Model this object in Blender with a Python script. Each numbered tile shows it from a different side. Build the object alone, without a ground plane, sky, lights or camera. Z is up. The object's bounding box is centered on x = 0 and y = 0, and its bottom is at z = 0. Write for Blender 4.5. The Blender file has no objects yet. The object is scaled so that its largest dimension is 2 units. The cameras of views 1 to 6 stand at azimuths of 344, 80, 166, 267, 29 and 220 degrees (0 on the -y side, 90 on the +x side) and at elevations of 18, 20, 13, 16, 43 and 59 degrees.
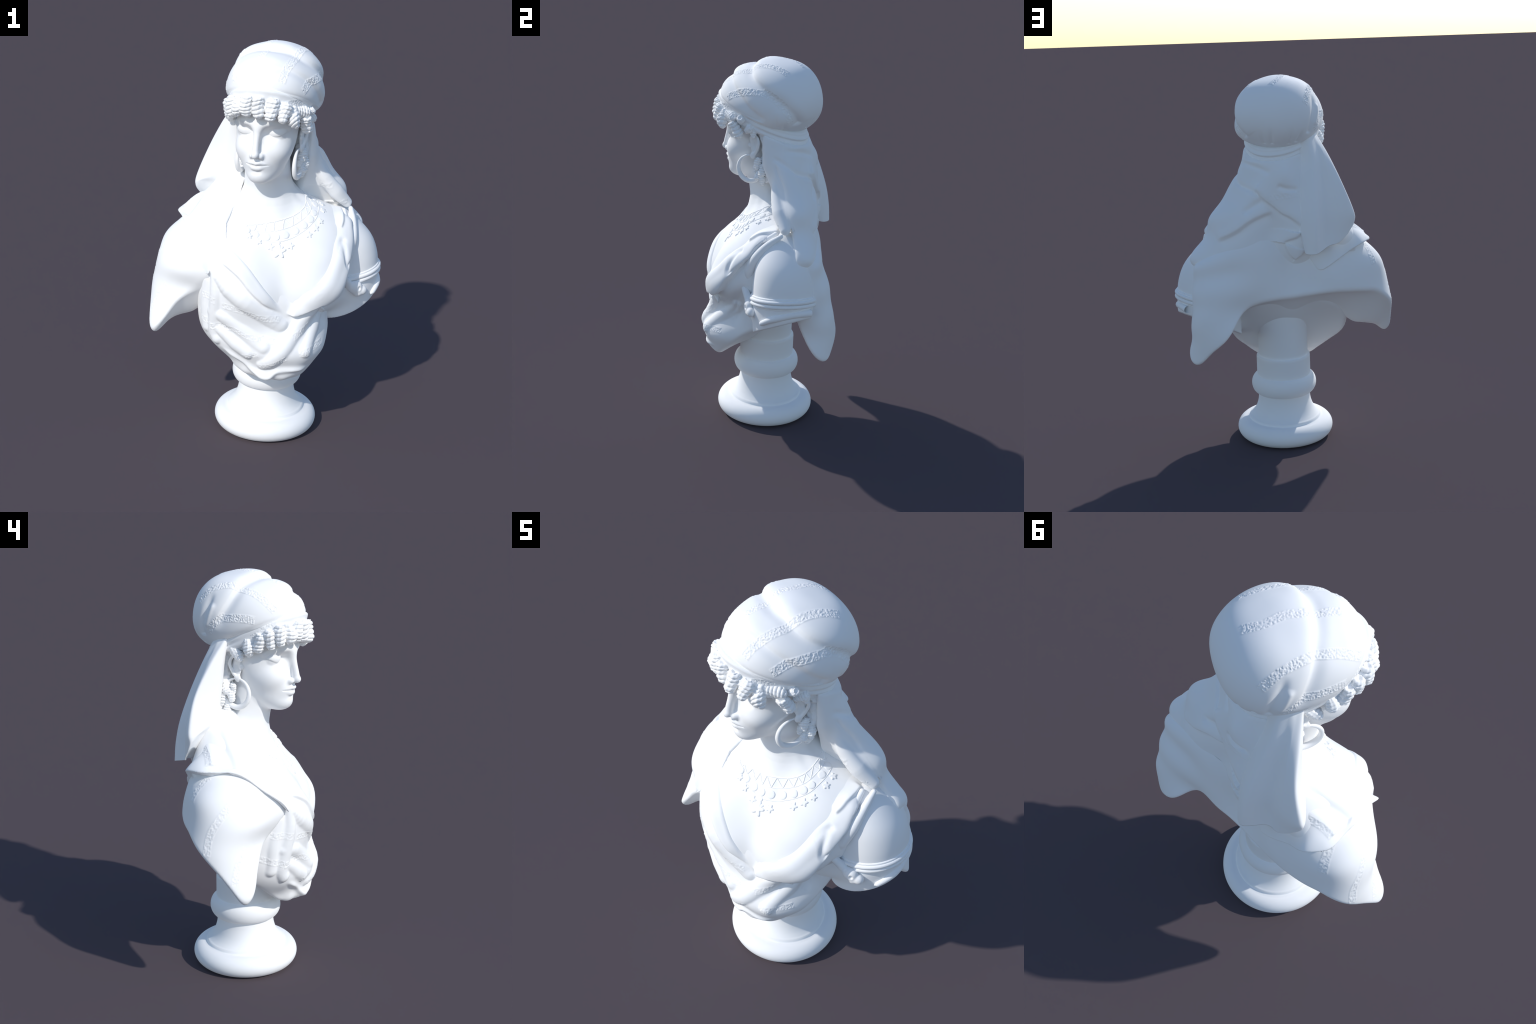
import math
import bpy
import numpy as np
from mathutils import noise as mnoise, Vector

# =====================================================================
#  A white marble bust of a veiled woman with a turban, on a turned socle
#  The big volumes are implicit solids (smooth blends of lofted sections),
#  polygonised with surface nets, then worked over with sculpting strokes
#  (ridges, creases, cloth edges, embroidered bands) along 3D curves.
# =====================================================================
RNG = np.random.default_rng(7)


# ---------------------------------------------------------------- maths
def smin(a, b, k):
    h = np.clip(0.5 + 0.5 * (b - a) / k, 0, 1)
    return b + (a - b) * h - k * h * (1 - h)


def smax(a, b, k):
    return -smin(-a, -b, k)


def sstep(a, b, x):
    t = np.clip((x - a) / (b - a), 0, 1)
    return t * t * (3 - 2 * t)


def spline(pts, n):
    """Catmull-Rom through rows of pts, n samples."""
    p = np.asarray(pts, float)
    if len(p) < 3:
        t = np.linspace(0, 1, n)[:, None]
        return p[0] * (1 - t) + p[-1] * t
    q = np.vstack([2 * p[0] - p[1], p, 2 * p[-1] - p[-2]])
    u = np.linspace(0, len(p) - 1 - 1e-9, n)
    i = u.astype(int)
    t = (u - i)[:, None]
    a, b, c, d = q[i], q[i + 1], q[i + 2], q[i + 3]
    return 0.5 * (2 * b + (c - a) * t + (2 * a - 5 * b + 4 * c - d) * t**2 + (3 * b - a - 3 * c + d) * t**3)


def rbf(centres, values, c=0.06, smooth=1e-5):
    X = np.asarray(centres, float)
    v = np.asarray(values, float)
    n, d = X.shape
    K = np.sqrt(((X[:, None] - X[None]) ** 2).sum(-1) + c * c)
    P = np.hstack([np.ones((n, 1)), X])
    A = np.zeros((n + d + 1, n + d + 1))
    A[:n, :n] = K - smooth * np.eye(n)
    A[:n, n:] = P
    A[n:, :n] = P.T
    w = np.linalg.lstsq(A, np.r_[v, np.zeros(d + 1)], rcond=None)[0]

    def f(Q):
        out = np.empty(len(Q))
        for s in range(0, len(Q), 50000):
            q = Q[s:s + 50000]
            k = np.sqrt(((q[:, None] - X[None]) ** 2).sum(-1) + c * c)
            out[s:s + 50000] = k @ w[:n] + w[n] + q @ w[n + 1:]
        return out
    return f


class Table2:
    """bilinear lookup of a smooth function of two variables"""
    def __init__(self, f, lo, hi, n, wrap=False):
        self.lo, self.hi, self.n = np.array(lo, float), np.array(hi, float), n
        a = np.linspace(lo[0], hi[0], n[0])
        b = np.linspace(lo[1], hi[1], n[1])
        A, Bb = np.meshgrid(a, b, indexing="ij")
        self.t = f(A.ravel(), Bb.ravel()).reshape(n)

    def __call__(self, a, b):
        u = np.clip((a - self.lo[0]) / (self.hi[0] - self.lo[0]), 0, 1) * (self.n[0] - 1)
        v = np.clip((b - self.lo[1]) / (self.hi[1] - self.lo[1]), 0, 1) * (self.n[1] - 1)
        i = np.minimum(u.astype(int), self.n[0] - 2)
        j = np.minimum(v.astype(int), self.n[1] - 2)
        u, v, t = u - i, v - j, self.t
        return (t[i, j] * (1 - u) + t[i + 1, j] * u) * (1 - v) + (t[i, j + 1] * (1 - u) + t[i + 1, j + 1] * u) * v


def wall(points, axis=(0, 0), embed=0.35, c=0.06, z=(0.2, 1.8), smooth=1e-5):
    """radius(angle, height) of an upright solid through surface points"""
    p = np.asarray(points, float)
    dx, dy = p[:, 0] - axis[0], p[:, 1] - axis[1]
    th = np.arctan2(dx, -dy)
    f = rbf(np.c_[embed * np.cos(th), embed * np.sin(th), p[:, 2]], np.hypot(dx, dy), c, smooth)
    tab = Table2(lambda a, b: f(np.c_[embed * np.cos(a), embed * np.sin(a), b]), (-math.pi, z[0]), (math.pi, z[1]), (361, 240))

    def field(P):
        dx, dy = P[:, 0] - axis[0], P[:, 1] - axis[1]
        return (np.hypot(dx, dy) - tab(np.arctan2(dx, -dy), P[:, 2])) * 0.85
    return field


def floor_surface(points, c=0.04, box=0.75, smooth=1e-5):
    """height(x, y) through points: negative field above it"""
    p = np.asarray(points, float)
    f = rbf(p[:, :2], p[:, 2], c, smooth)
    tab = Table2(lambda a, b: f(np.c_[a, b]), (-box, -box), (box, box), (260, 260))
    return lambda P: (tab(P[:, 0], P[:, 1]) - P[:, 2]) * 0.7


def ball(P, c, r, R=None):
    q = P - np.asarray(c)
    if R is not None:
        q = q @ R
    r = np.asarray(r, float) * np.ones(3)
    k0 = np.sqrt(((q / r) ** 2).sum(1))
    k1 = np.sqrt(((q / (r * r)) ** 2).sum(1)) + 1e-9
    return k0 * (k0 - 1) / k1


def tube(P, pts, rad, n=24, flat=None):
    """distance to a rounded cord through pts with radii rad"""
    c = spline(pts, n)
    r = np.interp(np.linspace(0, 1, n), np.linspace(0, 1, len(rad)), rad)
    lo, hi = c.min(0) - r.max() - 0.06, c.max(0) + r.max() + 0.06
    out = np.full(len(P), 0.06)
    m = np.all((P > lo) & (P < hi), axis=1)
    q = P[m]
    best = np.full(len(q), 1e9)
    for i in range(n - 1):
        a, b = c[i], c[i + 1]
        ab = b - a
        t = np.clip(((q - a) @ ab) / max(ab @ ab, 1e-12), 0, 1)
        best = np.minimum(best, np.linalg.norm(q - a - t[:, None] * ab, axis=1) - (r[i] + (r[i + 1] - r[i]) * t))
    out[m] = np.minimum(best, 0.06)
    return out


# ------------------------------------------------------ polygoniser
def polygonise(field, lo, hi, h, coarse=5, margin=1.5):
    lo = np.asarray(lo, float)
    nc = np.ceil((np.asarray(hi) - lo) / (h * coarse)).astype(int)
    H = h * coarse
    ax = [lo[i] + H * np.arange(nc[i] + 1) for i in range(3)]
    G = np.stack(np.meshgrid(*ax, indexing="ij"), -1).reshape(-1, 3)
    fc = field(G).reshape(nc + 1)
    near = np.abs(fc) < H * margin
    act = np.zeros(nc, bool)
    sgn = fc < 0
    cn = np.zeros(nc, int)
    for dx in (0, 1):
        for dy in (0, 1):
            for dz in (0, 1):
                sl = tuple(slice(d, d + n) for d, n in zip((dx, dy, dz), nc))
                act |= near[sl]
                cn += sgn[sl]
    act |= (cn > 0) & (cn < 8)
    nf = nc * coarse
    val = np.repeat(np.repeat(np.repeat(np.where(fc < 0, -1.0, 1.0)[:-1, :-1, :-1], coarse, 0), coarse, 1), coarse, 2).astype(np.float32)
    val = np.pad(val, ((0, 1),) * 3, mode="edge")
    need = np.zeros(nf + 1, bool)
    cell = np.argwhere(act)
    off = np.stack(np.meshgrid(*[np.arange(coarse + 1)] * 3, indexing="ij"), -1).reshape(-1, 3)
    for s in range(0, len(cell), 4000):
        ii = (cell[s:s + 4000, None] * coarse + off[None]).reshape(-1, 3)
        need[ii[:, 0], ii[:, 1], ii[:, 2]] = True
    idx = np.argwhere(need)
    vals = np.empty(len(idx), np.float32)
    for s in range(0, len(idx), 400000):
        vals[s:s + 400000] = field(lo + h * idx[s:s + 400000])
    val[idx[:, 0], idx[:, 1], idx[:, 2]] = vals
    # cells crossed by the surface
    neg = val < 0
    cnt = np.zeros(nf, np.int8)
    cor = [(a, b, c) for a in (0, 1) for b in (0, 1) for c in (0, 1)]
    for d in cor:
        cnt += neg[d[0]:d[0] + nf[0], d[1]:d[1] + nf[1], d[2]:d[2] + nf[2]]
    cells = np.argwhere((cnt > 0) & (cnt < 8))
    vid = np.full(nf, -1, np.int32)
    vid[cells[:, 0], cells[:, 1], cells[:, 2]] = np.arange(len(cells))
    cv = np.stack([val[cells[:, 0] + d[0], cells[:, 1] + d[1], cells[:, 2] + d[2]] for d in cor], 1).astype(float)
    acc = np.zeros((len(cells), 3))
    num = np.zeros(len(cells))
    for i, a in enumerate(cor):
        for j, b in enumerate(cor):
            if j > i and sum(abs(x - y) for x, y in zip(a, b)) == 1:
                m = (cv[:, i] < 0) != (cv[:, j] < 0)
                t = cv[m, i] / (cv[m, i] - cv[m, j])
                acc[m] += np.array(a) + t[:, None] * (np.array(b) - np.array(a))
                num[m] += 1
    V = lo + h * (cells + acc / np.maximum(num, 1)[:, None])
    quads = []
    for axis in range(3):
        u, w = (axis + 1) % 3, (axis + 2) % 3
        sl0 = [slice(1, -1)] * 3
        sl1 = [slice(1, -1)] * 3
        sl0[axis] = slice(0, -1)
        sl1[axis] = slice(1, None)
        A, Bn = neg[tuple(sl0)], neg[tuple(sl1)]
        e = np.argwhere(A != Bn)
        flip = A[e[:, 0], e[:, 1], e[:, 2]]
        base = e.copy()
        for k in range(3):
            if k != axis:
                base[:, k] += 1
        q = []
        for du, dw in ((0, 0), (1, 0), (1, 1), (0, 1)):
            c = base.copy()
            c[:, u] -= du
            c[:, w] -= dw
            q.append(vid[c[:, 0], c[:, 1], c[:, 2]])
        q = np.stack(q, 1)
        q[~flip] = q[~flip][:, ::-1]
        quads.append(q)
    F = np.vstack(quads)
    F = F[(F >= 0).all(1)]
    return V, F


def normals(V, F):
    n = np.cross(V[F[:, 2]] - V[F[:, 0]], V[F[:, 3]] - V[F[:, 1]])
    N = np.zeros_like(V)
    for k in range(4):
        for c in range(3):
            N[:, c] += np.bincount(F[:, k], n[:, c], len(V))
    return N / (np.linalg.norm(N, axis=1, keepdims=True) + 1e-12)


def relax(V, F, times=1, amount=0.5):
    e = np.vstack([F[:, [0, 1]], F[:, [1, 2]], F[:, [2, 3]], F[:, [3, 0]]])
    n = np.bincount(e.ravel(), minlength=len(V)) + 1e-9
    for _ in range(times):
        S = np.stack([np.bincount(e[:, 0], V[e[:, 1], c], len(V)) + np.bincount(e[:, 1], V[e[:, 0], c], len(V)) for c in range(3)], 1)
        V = V + amount * (S / n[:, None] - V)
    return V


# ------------------------------------------------------ sculpting strokes
def hash3(i, j, k, seed=0):
    h = (i.astype(np.uint64) * np.uint64(0x9E3779B1) + j.astype(np.uint64) * np.uint64(0x85EBCA77) + k.astype(np.uint64) * np.uint64(0xC2B2AE3D) + np.uint64(seed * 7919 + 13)) & np.uint64(0xFFFFFFFF)
    for mul, sh in ((0x7FEB352D, 15), (0x846CA68B, 16)):
        h ^= h >> np.uint64(sh)
        h = (h * np.uint64(mul)) & np.uint64(0xFFFFFFFF)
    h ^= h >> np.uint64(16)
    return h.astype(float) / 4294967295.0


def grain(P, scale, seed=0):
    """smooth value noise, 0..1"""
    q = P * scale + 1000
    i = np.floor(q).astype(np.int64)
    t = q - i
    t = t * t * (3 - 2 * t)
    out = np.zeros(len(P))
    for a in (0, 1):
        for b in (0, 1):
            for c in (0, 1):
                w = (t[:, 0] if a else 1 - t[:, 0]) * (t[:, 1] if b else 1 - t[:, 1]) * (t[:, 2] if c else 1 - t[:, 2])
                out += w * hash3(i[:, 0] + a, i[:, 1] + b, i[:, 2] + c, seed)
    return out


class Clay:
    """a mesh that takes strokes along curves"""
    def __init__(self, V, F):
        self.V, self.F = V, F
        self.renew()

    def renew(self, soft=3):
        self.N = normals(relax(self.V, self.F, soft), self.F)

    def frame(self, curve, reach, n=60):
        c = spline(curve, n)
        lo, hi = c.min(0) - reach - .03, c.max(0) + reach + .03
        idx = np.where(np.all((self.V > lo) & (self.V < hi), axis=1))[0]
        P, N = self.V[idx], self.N[idx]
        best = np.full(len(idx), 1e9)
        dv = np.zeros((len(idx), 3))
        tv = np.zeros((len(idx), 3))
        tt = np.zeros(len(idx))
        for k in range(n - 1):
            a, ab = c[k], c[k + 1] - c[k]
            L = np.linalg.norm(ab) + 1e-12
            t = np.clip(((P - a) @ ab) / (L * L), 0, 1)
            d = P - a - t[:, None] * ab
            nd = (d * N).sum(1)
            d = d - nd[:, None] * N
            m = (d ** 2).sum(1) + (.35 * nd) ** 2
            u = m < best
            best[u], dv[u], tv[u], tt[u] = m[u], d[u], ab / L, (k + t[u]) / (n - 1)
        dist = np.sqrt((dv ** 2).sum(1))
        far = np.sqrt(best) > reach
        return idx[~far], dist[~far], dv[~far], tv[~far], tt[~far]

    @staticmethod
    def taper(t, ends):
        a, b = ends
        return (sstep(0, a, t) if a else 1.0) * (sstep(0, b, 1 - t) if b else 1.0)

    def ridge(self, curve, width, height, ends=(.2, .2), power=2):
        i, d, dv, tv, t = self.frame(curve, width * 2.2)
        self.V[i] += self.N[i] * (height * self.taper(t, ends) * np.exp(-(d / width) ** power))[:, None]

    def step(self, curve, toward, height, fall=.06, edge=.005, ends=(.12, .12), dip=.0):
        """a cloth edge: high on the side of the point `toward`, sharp at the curve"""
        i, d, dv, tv, t = self.frame(curve, fall * 2.2)
        side = np.cross(tv, self.N[i])
        p = self.V[i] - dv
        sg = np.sign((side * (np.asarray(toward) - p)).sum(1))
        s = (dv * side).sum(1) * sg / (np.linalg.norm(side, axis=1) + 1e-9)
        end = d - np.abs(s)
        h = height * sstep(-edge, edge, s) * np.exp(-(np.maximum(s, 0) / fall) ** 2) * np.exp(-(end / .02) ** 2)
        if dip:
            h -= dip * np.exp(-((s + edge) / (2.5 * edge)) ** 2) * np.exp(-(end / .02) ** 2)
        self.V[i] += self.N[i] * (h * self.taper(t, ends))[:, None]

    def embroider(self, curve, half, depth=.0022, scale=230, seed=0):
        i, d, dv, tv, t = self.frame(curve, half * 1.5)
        m = sstep(half * 1.02, half * .9, d)
        P = self.V[i]
        n = grain(P, scale, seed) * .65 + grain(P * 1.0, scale * 1.9, seed + 5) * .35
        rim = np.exp(-((d - half) / .0022) ** 2) * .0011
        e = sstep(0, .02, t) * sstep(0, .02, 1 - t)
        self.V[i] += self.N[i] * ((m * (sstep(.3, .7, n) - .35) * depth + rim) * e)[:, None]

    def make(self, name, parent=None, soft=0):
        V = relax(self.V, self.F, soft, .4) if soft else self.V
        return make(name, V, self.F, parent)


# ------------------------------------------------------ mesh helpers
def plaster():
    m = bpy.data.materials.new("white_plaster")
    m.use_nodes = True
    nt = m.node_tree
    b = nt.nodes["Principled BSDF"]
    tc = nt.nodes.new("ShaderNodeTexCoord")
    nz = nt.nodes.new("ShaderNodeTexNoise")
    nz.inputs["Scale"].default_value = 6.0
    nz.inputs["Detail"].default_value = 3.0
    cr = nt.nodes.new("ShaderNodeValToRGB")
    cr.color_ramp.elements[0].position = 0.3
    cr.color_ramp.elements[0].color = (0.985, 0.985, 0.985, 1)
    cr.color_ramp.elements[1].position = 0.7
    cr.color_ramp.elements[1].color = (1.0, 1.0, 1.0, 1)
    nt.links.new(tc.outputs["Object"], nz.inputs["Vector"])
    nt.links.new(nz.outputs["Fac"], cr.inputs["Fac"])
    nt.links.new(cr.outputs["Color"], b.inputs["Base Color"])
    b.inputs["Roughness"].default_value = 0.85
    b.inputs["Specular IOR Level"].default_value = 0.5
    return m


MAT = plaster()
ROOT = bpy.data.objects.new("portrait_bust", None)
bpy.context.scene.collection.objects.link(ROOT)
ROOT["label"] = "white marble bust of a veiled woman in a turban"
ROOT["category"] = "statue"


def make(name, V, F, parent=None, smooth=True, custom_normals=None):
    me = bpy.data.meshes.new(name)
    V = np.asarray(V, float)
    if isinstance(F, np.ndarray):
        me.vertices.add(len(V))
        me.vertices.foreach_set("co", V.ravel())
        k = F.shape[1]
        me.loops.add(F.size)
        me.loops.foreach_set("vertex_index", F.ravel().astype(np.int32))
        me.polygons.add(len(F))
        me.polygons.foreach_set("loop_start", np.arange(0, F.size, k, dtype=np.int32))
        me.update(calc_edges=True)
    else:
        me.from_pydata(V.tolist(), [], F)
    me.polygons.foreach_set("use_smooth", np.full(len(me.polygons), smooth))
    me.update()
    if custom_normals is not None:
        me.normals_split_custom_set_from_vertices(custom_normals.tolist())
    me.materials.append(MAT)
    ob = bpy.data.objects.new(name, me)
    bpy.context.scene.collection.objects.link(ob)
    ob.parent = parent or ROOT
    return ob


def split(V, F, regions, parent=None):
    """one smooth skin divided by region into objects with shared normals"""
    N = normals(V, F)
    C = V[F].mean(1)
    left = np.ones(len(F), bool)
    for name, test in regions:
        m = left & test(C)
        left &= ~m
        if not m.any():
            continue
        f = F[m]
        used, inv = np.unique(f, return_inverse=True)
        make(name, V[used], inv.reshape(f.shape), parent, custom_normals=N[used])


def lathe(profile, centre, n=128, sub=6):
    p = spline(profile, len(profile) * sub) if sub else np.asarray(profile, float)
    a = np.linspace(0, 2 * math.pi, n, endpoint=False)
    V = np.stack([centre[0] + p[:, 0:1] * np.cos(a), centre[1] + p[:, 0:1] * np.sin(a), np.repeat(p[:, 1:2], n, 1)], -1).reshape(-1, 3)
    i, j = np.meshgrid(np.arange(len(p) - 1), np.arange(n), indexing="ij")
    j2 = (j + 1) % n
    F = np.stack([i * n + j, i * n + j2, (i + 1) * n + j2, (i + 1) * n + j], -1).reshape(-1, 4)
    return V, F


# =====================================================================
#  SOCLE
# =====================================================================
SC = (0.015, 0.017)


def arc(c, r, a0, a1, n):
    t = np.radians(np.linspace(a0, a1, n))
    return [(c[0] + r[0] * math.cos(x), c[1] + r[1] * math.sin(x)) for x in t]


foot = [(0.0, 0.0), (0.2, 0.0)] + arc((0.212, 0.054), (0.055, 0.054), -90, 84, 26) + [(0.204, 0.109), (0.2015, 0.1105), (0.2, 0.114), (0.199, 0.12), (0.196, 0.1225)]
make("socle_foot", *lathe(foot, SC, sub=0))
cove = [(0.19, 0.118), (0.196, 0.1225), (0.186, 0.13), (0.172, 0.145), (0.16, 0.165), (0.151, 0.19), (0.1455, 0.215), (0.1435, 0.24), (0.143, 0.265)]
make("socle_cove", *lathe(cove, SC))
ring = [(0.14, 0.256), (0.1445, 0.2585)] + arc((0.139, 0.308), (0.041, 0.054), -68, 68, 16) + [(0.149, 0.361)]
make("socle_ring", *lathe(ring, SC, sub=3))
shaft = [(0.149, 0.35), (0.1488, 0.46), (0.148, 0.468), (0.145, 0.474), (0.1385, 0.4745), (0.137, 0.478), (0.1365, 0.49), (0.136, 0.80)]
make("socle_shaft", *lathe(shaft, SC, sub=0))

# =====================================================================
#  BODY VOLUMES
# =====================================================================
ANG = (0, 20, 40, 65, 90, 135, 180, 225, 270, 300, 320, 340)
TORSO_ROWS = {
    1.30: (.07, .07, .07, .08, .10, .10, .10, .10, .10, .08, .07, .07),
    1.24: (.09, .095, .11, .15, .20, .18, .15, .18, .17, .115, .092, .086),
    1.18: (.12, .128, .16, .255, .34, .26, .20, .26, .245, .16, .124, .117),
    1.10: (.17, .183, .238, .345, .41, .30, .22, .30, .33, .24, .18, .163),
    1.03: (.217, .252, .318, .38, .39, .31, .23, .31, .365, .315, .262, .216),
    0.93: (.262, .320, .368, .39, .37, .31, .24, .31, .37, .36, .335, .282),
    0.83: (.288, .345, .378, .365, .34, .30, .22, .30, .37, .365, .35, .317),
    0.72: (.288, .307, .292, .286, .312, .28, .20, .29, .36, .355, .33, .302),
    0.62: (.305, .318, .308, .305, .30, .26, .20, .27, .35, .34, .315, .30),
    0.52: (.335, .348, .328, .292, .265, .21, .18, .21, .29, .31, .305, .315),
    0.44: (.305, .31, .275, .23, .20, .15, .15, .15, .195, .242, .262, .282),
    0.37: (.25, .228, .185, .14, .10, .10, .10, .10, .125, .175, .198, .226),
    0.33: (.10, .08, .05, .04, .03, .03, .03, .03, .03, .04, .05, .06),
}
tp = []
for z_, row in TORSO_ROWS.items():
    for a_, r_ in zip(ANG, row):
        tp.append((r_ * math.sin(math.radians(a_)), -r_ * math.cos(math.radians(a_)), z_))
torso_wall = wall(tp)
torso_floor = floor_surface([(0, -.35, .30), (0, -.235, .363), (0, -.125, .44), (0, -.05, .51), (0, .05, .62), (0, .16, .73), (0, .22, .83), (0, .3, .92),
                             (.08, -.26, .385), (.15, -.23, .45), (.25, -.18, .545), (.18, -.10, .52), (.3, -.13, .60), (.25, 0, .65), (.33, -.11, .61), (.25, .12, .75), (.15, .2, .80), (.4, 0, .72),
                             (-.2, -.22, .37), (-.2, -.12, .43), (-.3, -.05, .51), (-.376, .076, .63), (-.25, .10, .68), (-.15, .18, .77)])


def torso_field(P):
    return smax(torso_wall(P), torso_floor(P), 0.02)


NECKLINE = [(-.25, 1.45), (-.30, 1.12), (-.279, 1.056), (-.238, 1.029), (-.191, .977), (-.151, .919), (-.109, .858), (-.058, .80), (-.007, .75), (.044, .73),
            (.115, .757), (.177, .793), (.252, .86), (.293, .919), (.32, .973), (.354, 1.041), (.368, 1.108), (.36, 1.2), (.28, 1.45)]


def neckline_exact(x, z):
    """signed distance in the front view, negative inside the opening"""
    c = spline(NECKLINE, 90)
    d = np.full(len(x), 1e9)
    inside = np.zeros(len(x), bool)
    for k in range(len(c)):
        (ax, az), (bx, bz) = c[k], c[(k + 1) % len(c)]
        if k < len(c) - 1:
            ux, uz = bx - ax, bz - az
            t = np.clip(((x - ax) * ux + (z - az) * uz) / (ux * ux + uz * uz + 1e-12), 0, 1)
            d = np.minimum(d, np.hypot(x - ax - t * ux, z - az - t * uz))
        cr = (az > z) != (bz > z)
        inside ^= cr & (x < (bx - ax) * (z - az) / (bz - az + 1e-15) + ax)
    return np.where(inside, -d, d)


neckline_distance = Table2(neckline_exact, (-.6, .2), (.6, 1.5), (481, 521))


def front(x, z, depth):
    """point a given depth under the front of the torso"""
    y = np.linspace(-.45, .1, 300)
    f = torso_field(np.c_[np.full(300, x), y, np.full(300, z)])
    k = int(np.argmax(f < 0)) if (f < 0).any() else int(np.argmin(f))
    p = np.array([[x, y[k], z]])
    e = 2e-3
    g = np.array([(torso_field(p + np.eye(3)[i] * e) - torso_field(p - np.eye(3)[i] * e))[0] / (2 * e) for i in range(3)])
    return p[0] - depth * g / np.linalg.norm(g)


# hanging pouches of cloth: spine in the front view (x, z, radius), how far they stand proud
POUCHES = [
    ([(-.31, .91, .030), (-.27, .86, .055), (-.2, .805, .062), (-.1, .738, .062), (-.03, .690, .05), (-.015, .684, .045)], .024),
    ([(-.325, .72, .035), (-.28, .708, .05), (-.2, .652, .055), (-.13, .597, .052), (-.10, .578, .045)], .021),
    ([(-.315, .65, .03), (-.28, .625, .04), (-.225, .575, .045), (-.17, .532, .04)], .021),
    ([(-.32, .93, .025), (-.318, .83, .037), (-.318, .72, .042), (-.312, .62, .044), (-.30, .58, .038)], .024),
    ([(-.35, .88, .03), (-.352, .74, .036), (-.34, .62, .038)], .018),
    ([(.165, .775, .022), (.135, .745, .04), (.095, .705, .05), (.045, .640, .052), (-.015, .57, .052), (-.07, .50, .048), (-.095, .478, .042)], .024),
    ([(.24, .745, .022), (.21, .705, .038), (.16, .645, .045), (.10, .555, .04)], .021),
]
POUCH_TUBES = [([front(x, z, r - up) for x, z, r in rows], [r for _, _, r in rows]) for rows, up in POUCHES]


def dress_field(P):
    f = dress_base(P)
    near = np.where(np.abs(f) < .08)[0]
    if len(near):
        Q, g = P[near], f[near]
        for pts, rad in POUCH_TUBES:
            g = smin(g, smax(tube(Q, pts, rad, n=20), torso_floor(Q), .02), .004)
        f[near] = g
    return f


def dress_base(P):
    x, y, z = P.T
    d = neckline_distance(x, z)
    d = np.where(y > .12, .05, d)
    right = sstep(.0, -.08, x)
    t_r = -.008 + .014 * sstep(-.014, .008, d)
    t_l = -.010 + .014 * sstep(-.11, -.03, d)
    return torso_field(P) - (t_r * right + t_l * (1 - right))


ARM_Z = [.58, .74, .86, .95, 1.03, 1.10, 1.155, 1.19]
ARM_CX = [.41, .42, .42, .415, .40, .38, .36, .35]
ARM_RX = [.160, .169, .168, .161, .142, .10, .05, .0]
ARM_RY = [.15, .16, .165, .16, .145, .11, .06, .0]


def arm_field(P):
    z = P[:, 2]
    t = spline(np.c_[ARM_Z, ARM_CX, ARM_RX, ARM_RY], 80)
    cx, rx, ry = (np.interp(z, t[:, 0], t[:, i]) for i in (1, 2, 3))
    rx, ry = np.maximum(rx, .01), np.maximum(ry, .01)
    k = np.hypot((P[:, 0] - cx) / rx, (P[:, 1] - .03) / ry) - 1
    f = k * np.minimum(rx, ry)
    f = np.maximum(f, (z - 1.175))
    f = smin(f, tube(P, [(.20, -.06, .72), (.30, -.06, .755), (.42, -.02, .78)], (.09, .092, .10), n=8), .03)
    cut = (0.625 + .48 * (P[:, 0] - .35) + .24 * (P[:, 1] + .113) - z) * 0.88
    return smax(f, cut, 0.008)


SHAWL_EDGE = [(-.06, .262, 1.03), (-.093, .278, 1.004), (-.162, .295, 1.018), (-.27, .292, 1.084), (-.31, .297, 1.11), (-.355, .296, 1.132), (-.422, .228, 1.142), (-.426, .14, 1.139),
              (-.428, .075, 1.134), (-.415, .015, 1.10), (-.395, -.038, 1.053), (-.388, -.094, 1.013), (-.38, -.15, .965), (-.35, -.175, .92)]
shawl_top = floor_surface(SHAWL_EDGE + [
    (-.33, .10, 1.23), (-.25, .09, 1.275), (-.19, .10, 1.32), (-.14, .09, 1.37), (-.36, .2, 1.195), (-.3, .23, 1.2), (-.2, .24, 1.19), (-.2, .2, 1.26), (-.1, .24, 1.2), (-.08, .2, 1.3),
    (-.325, -.01, 1.15), (-.26, .05, 1.235), (-.20, .02, 1.245), (-.235, -.045, 1.188), (-.285, -.085, 1.105), (-.33, -.135, 1.0), (-.14, .03, 1.295), (-.36, .06, 1.185),
    (-.5, .1, 1.09), (-.5, -.06, .98), (-.4, .33, 1.06), (-.2, .36, .95)], c=.03, smooth=1e-4)


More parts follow.
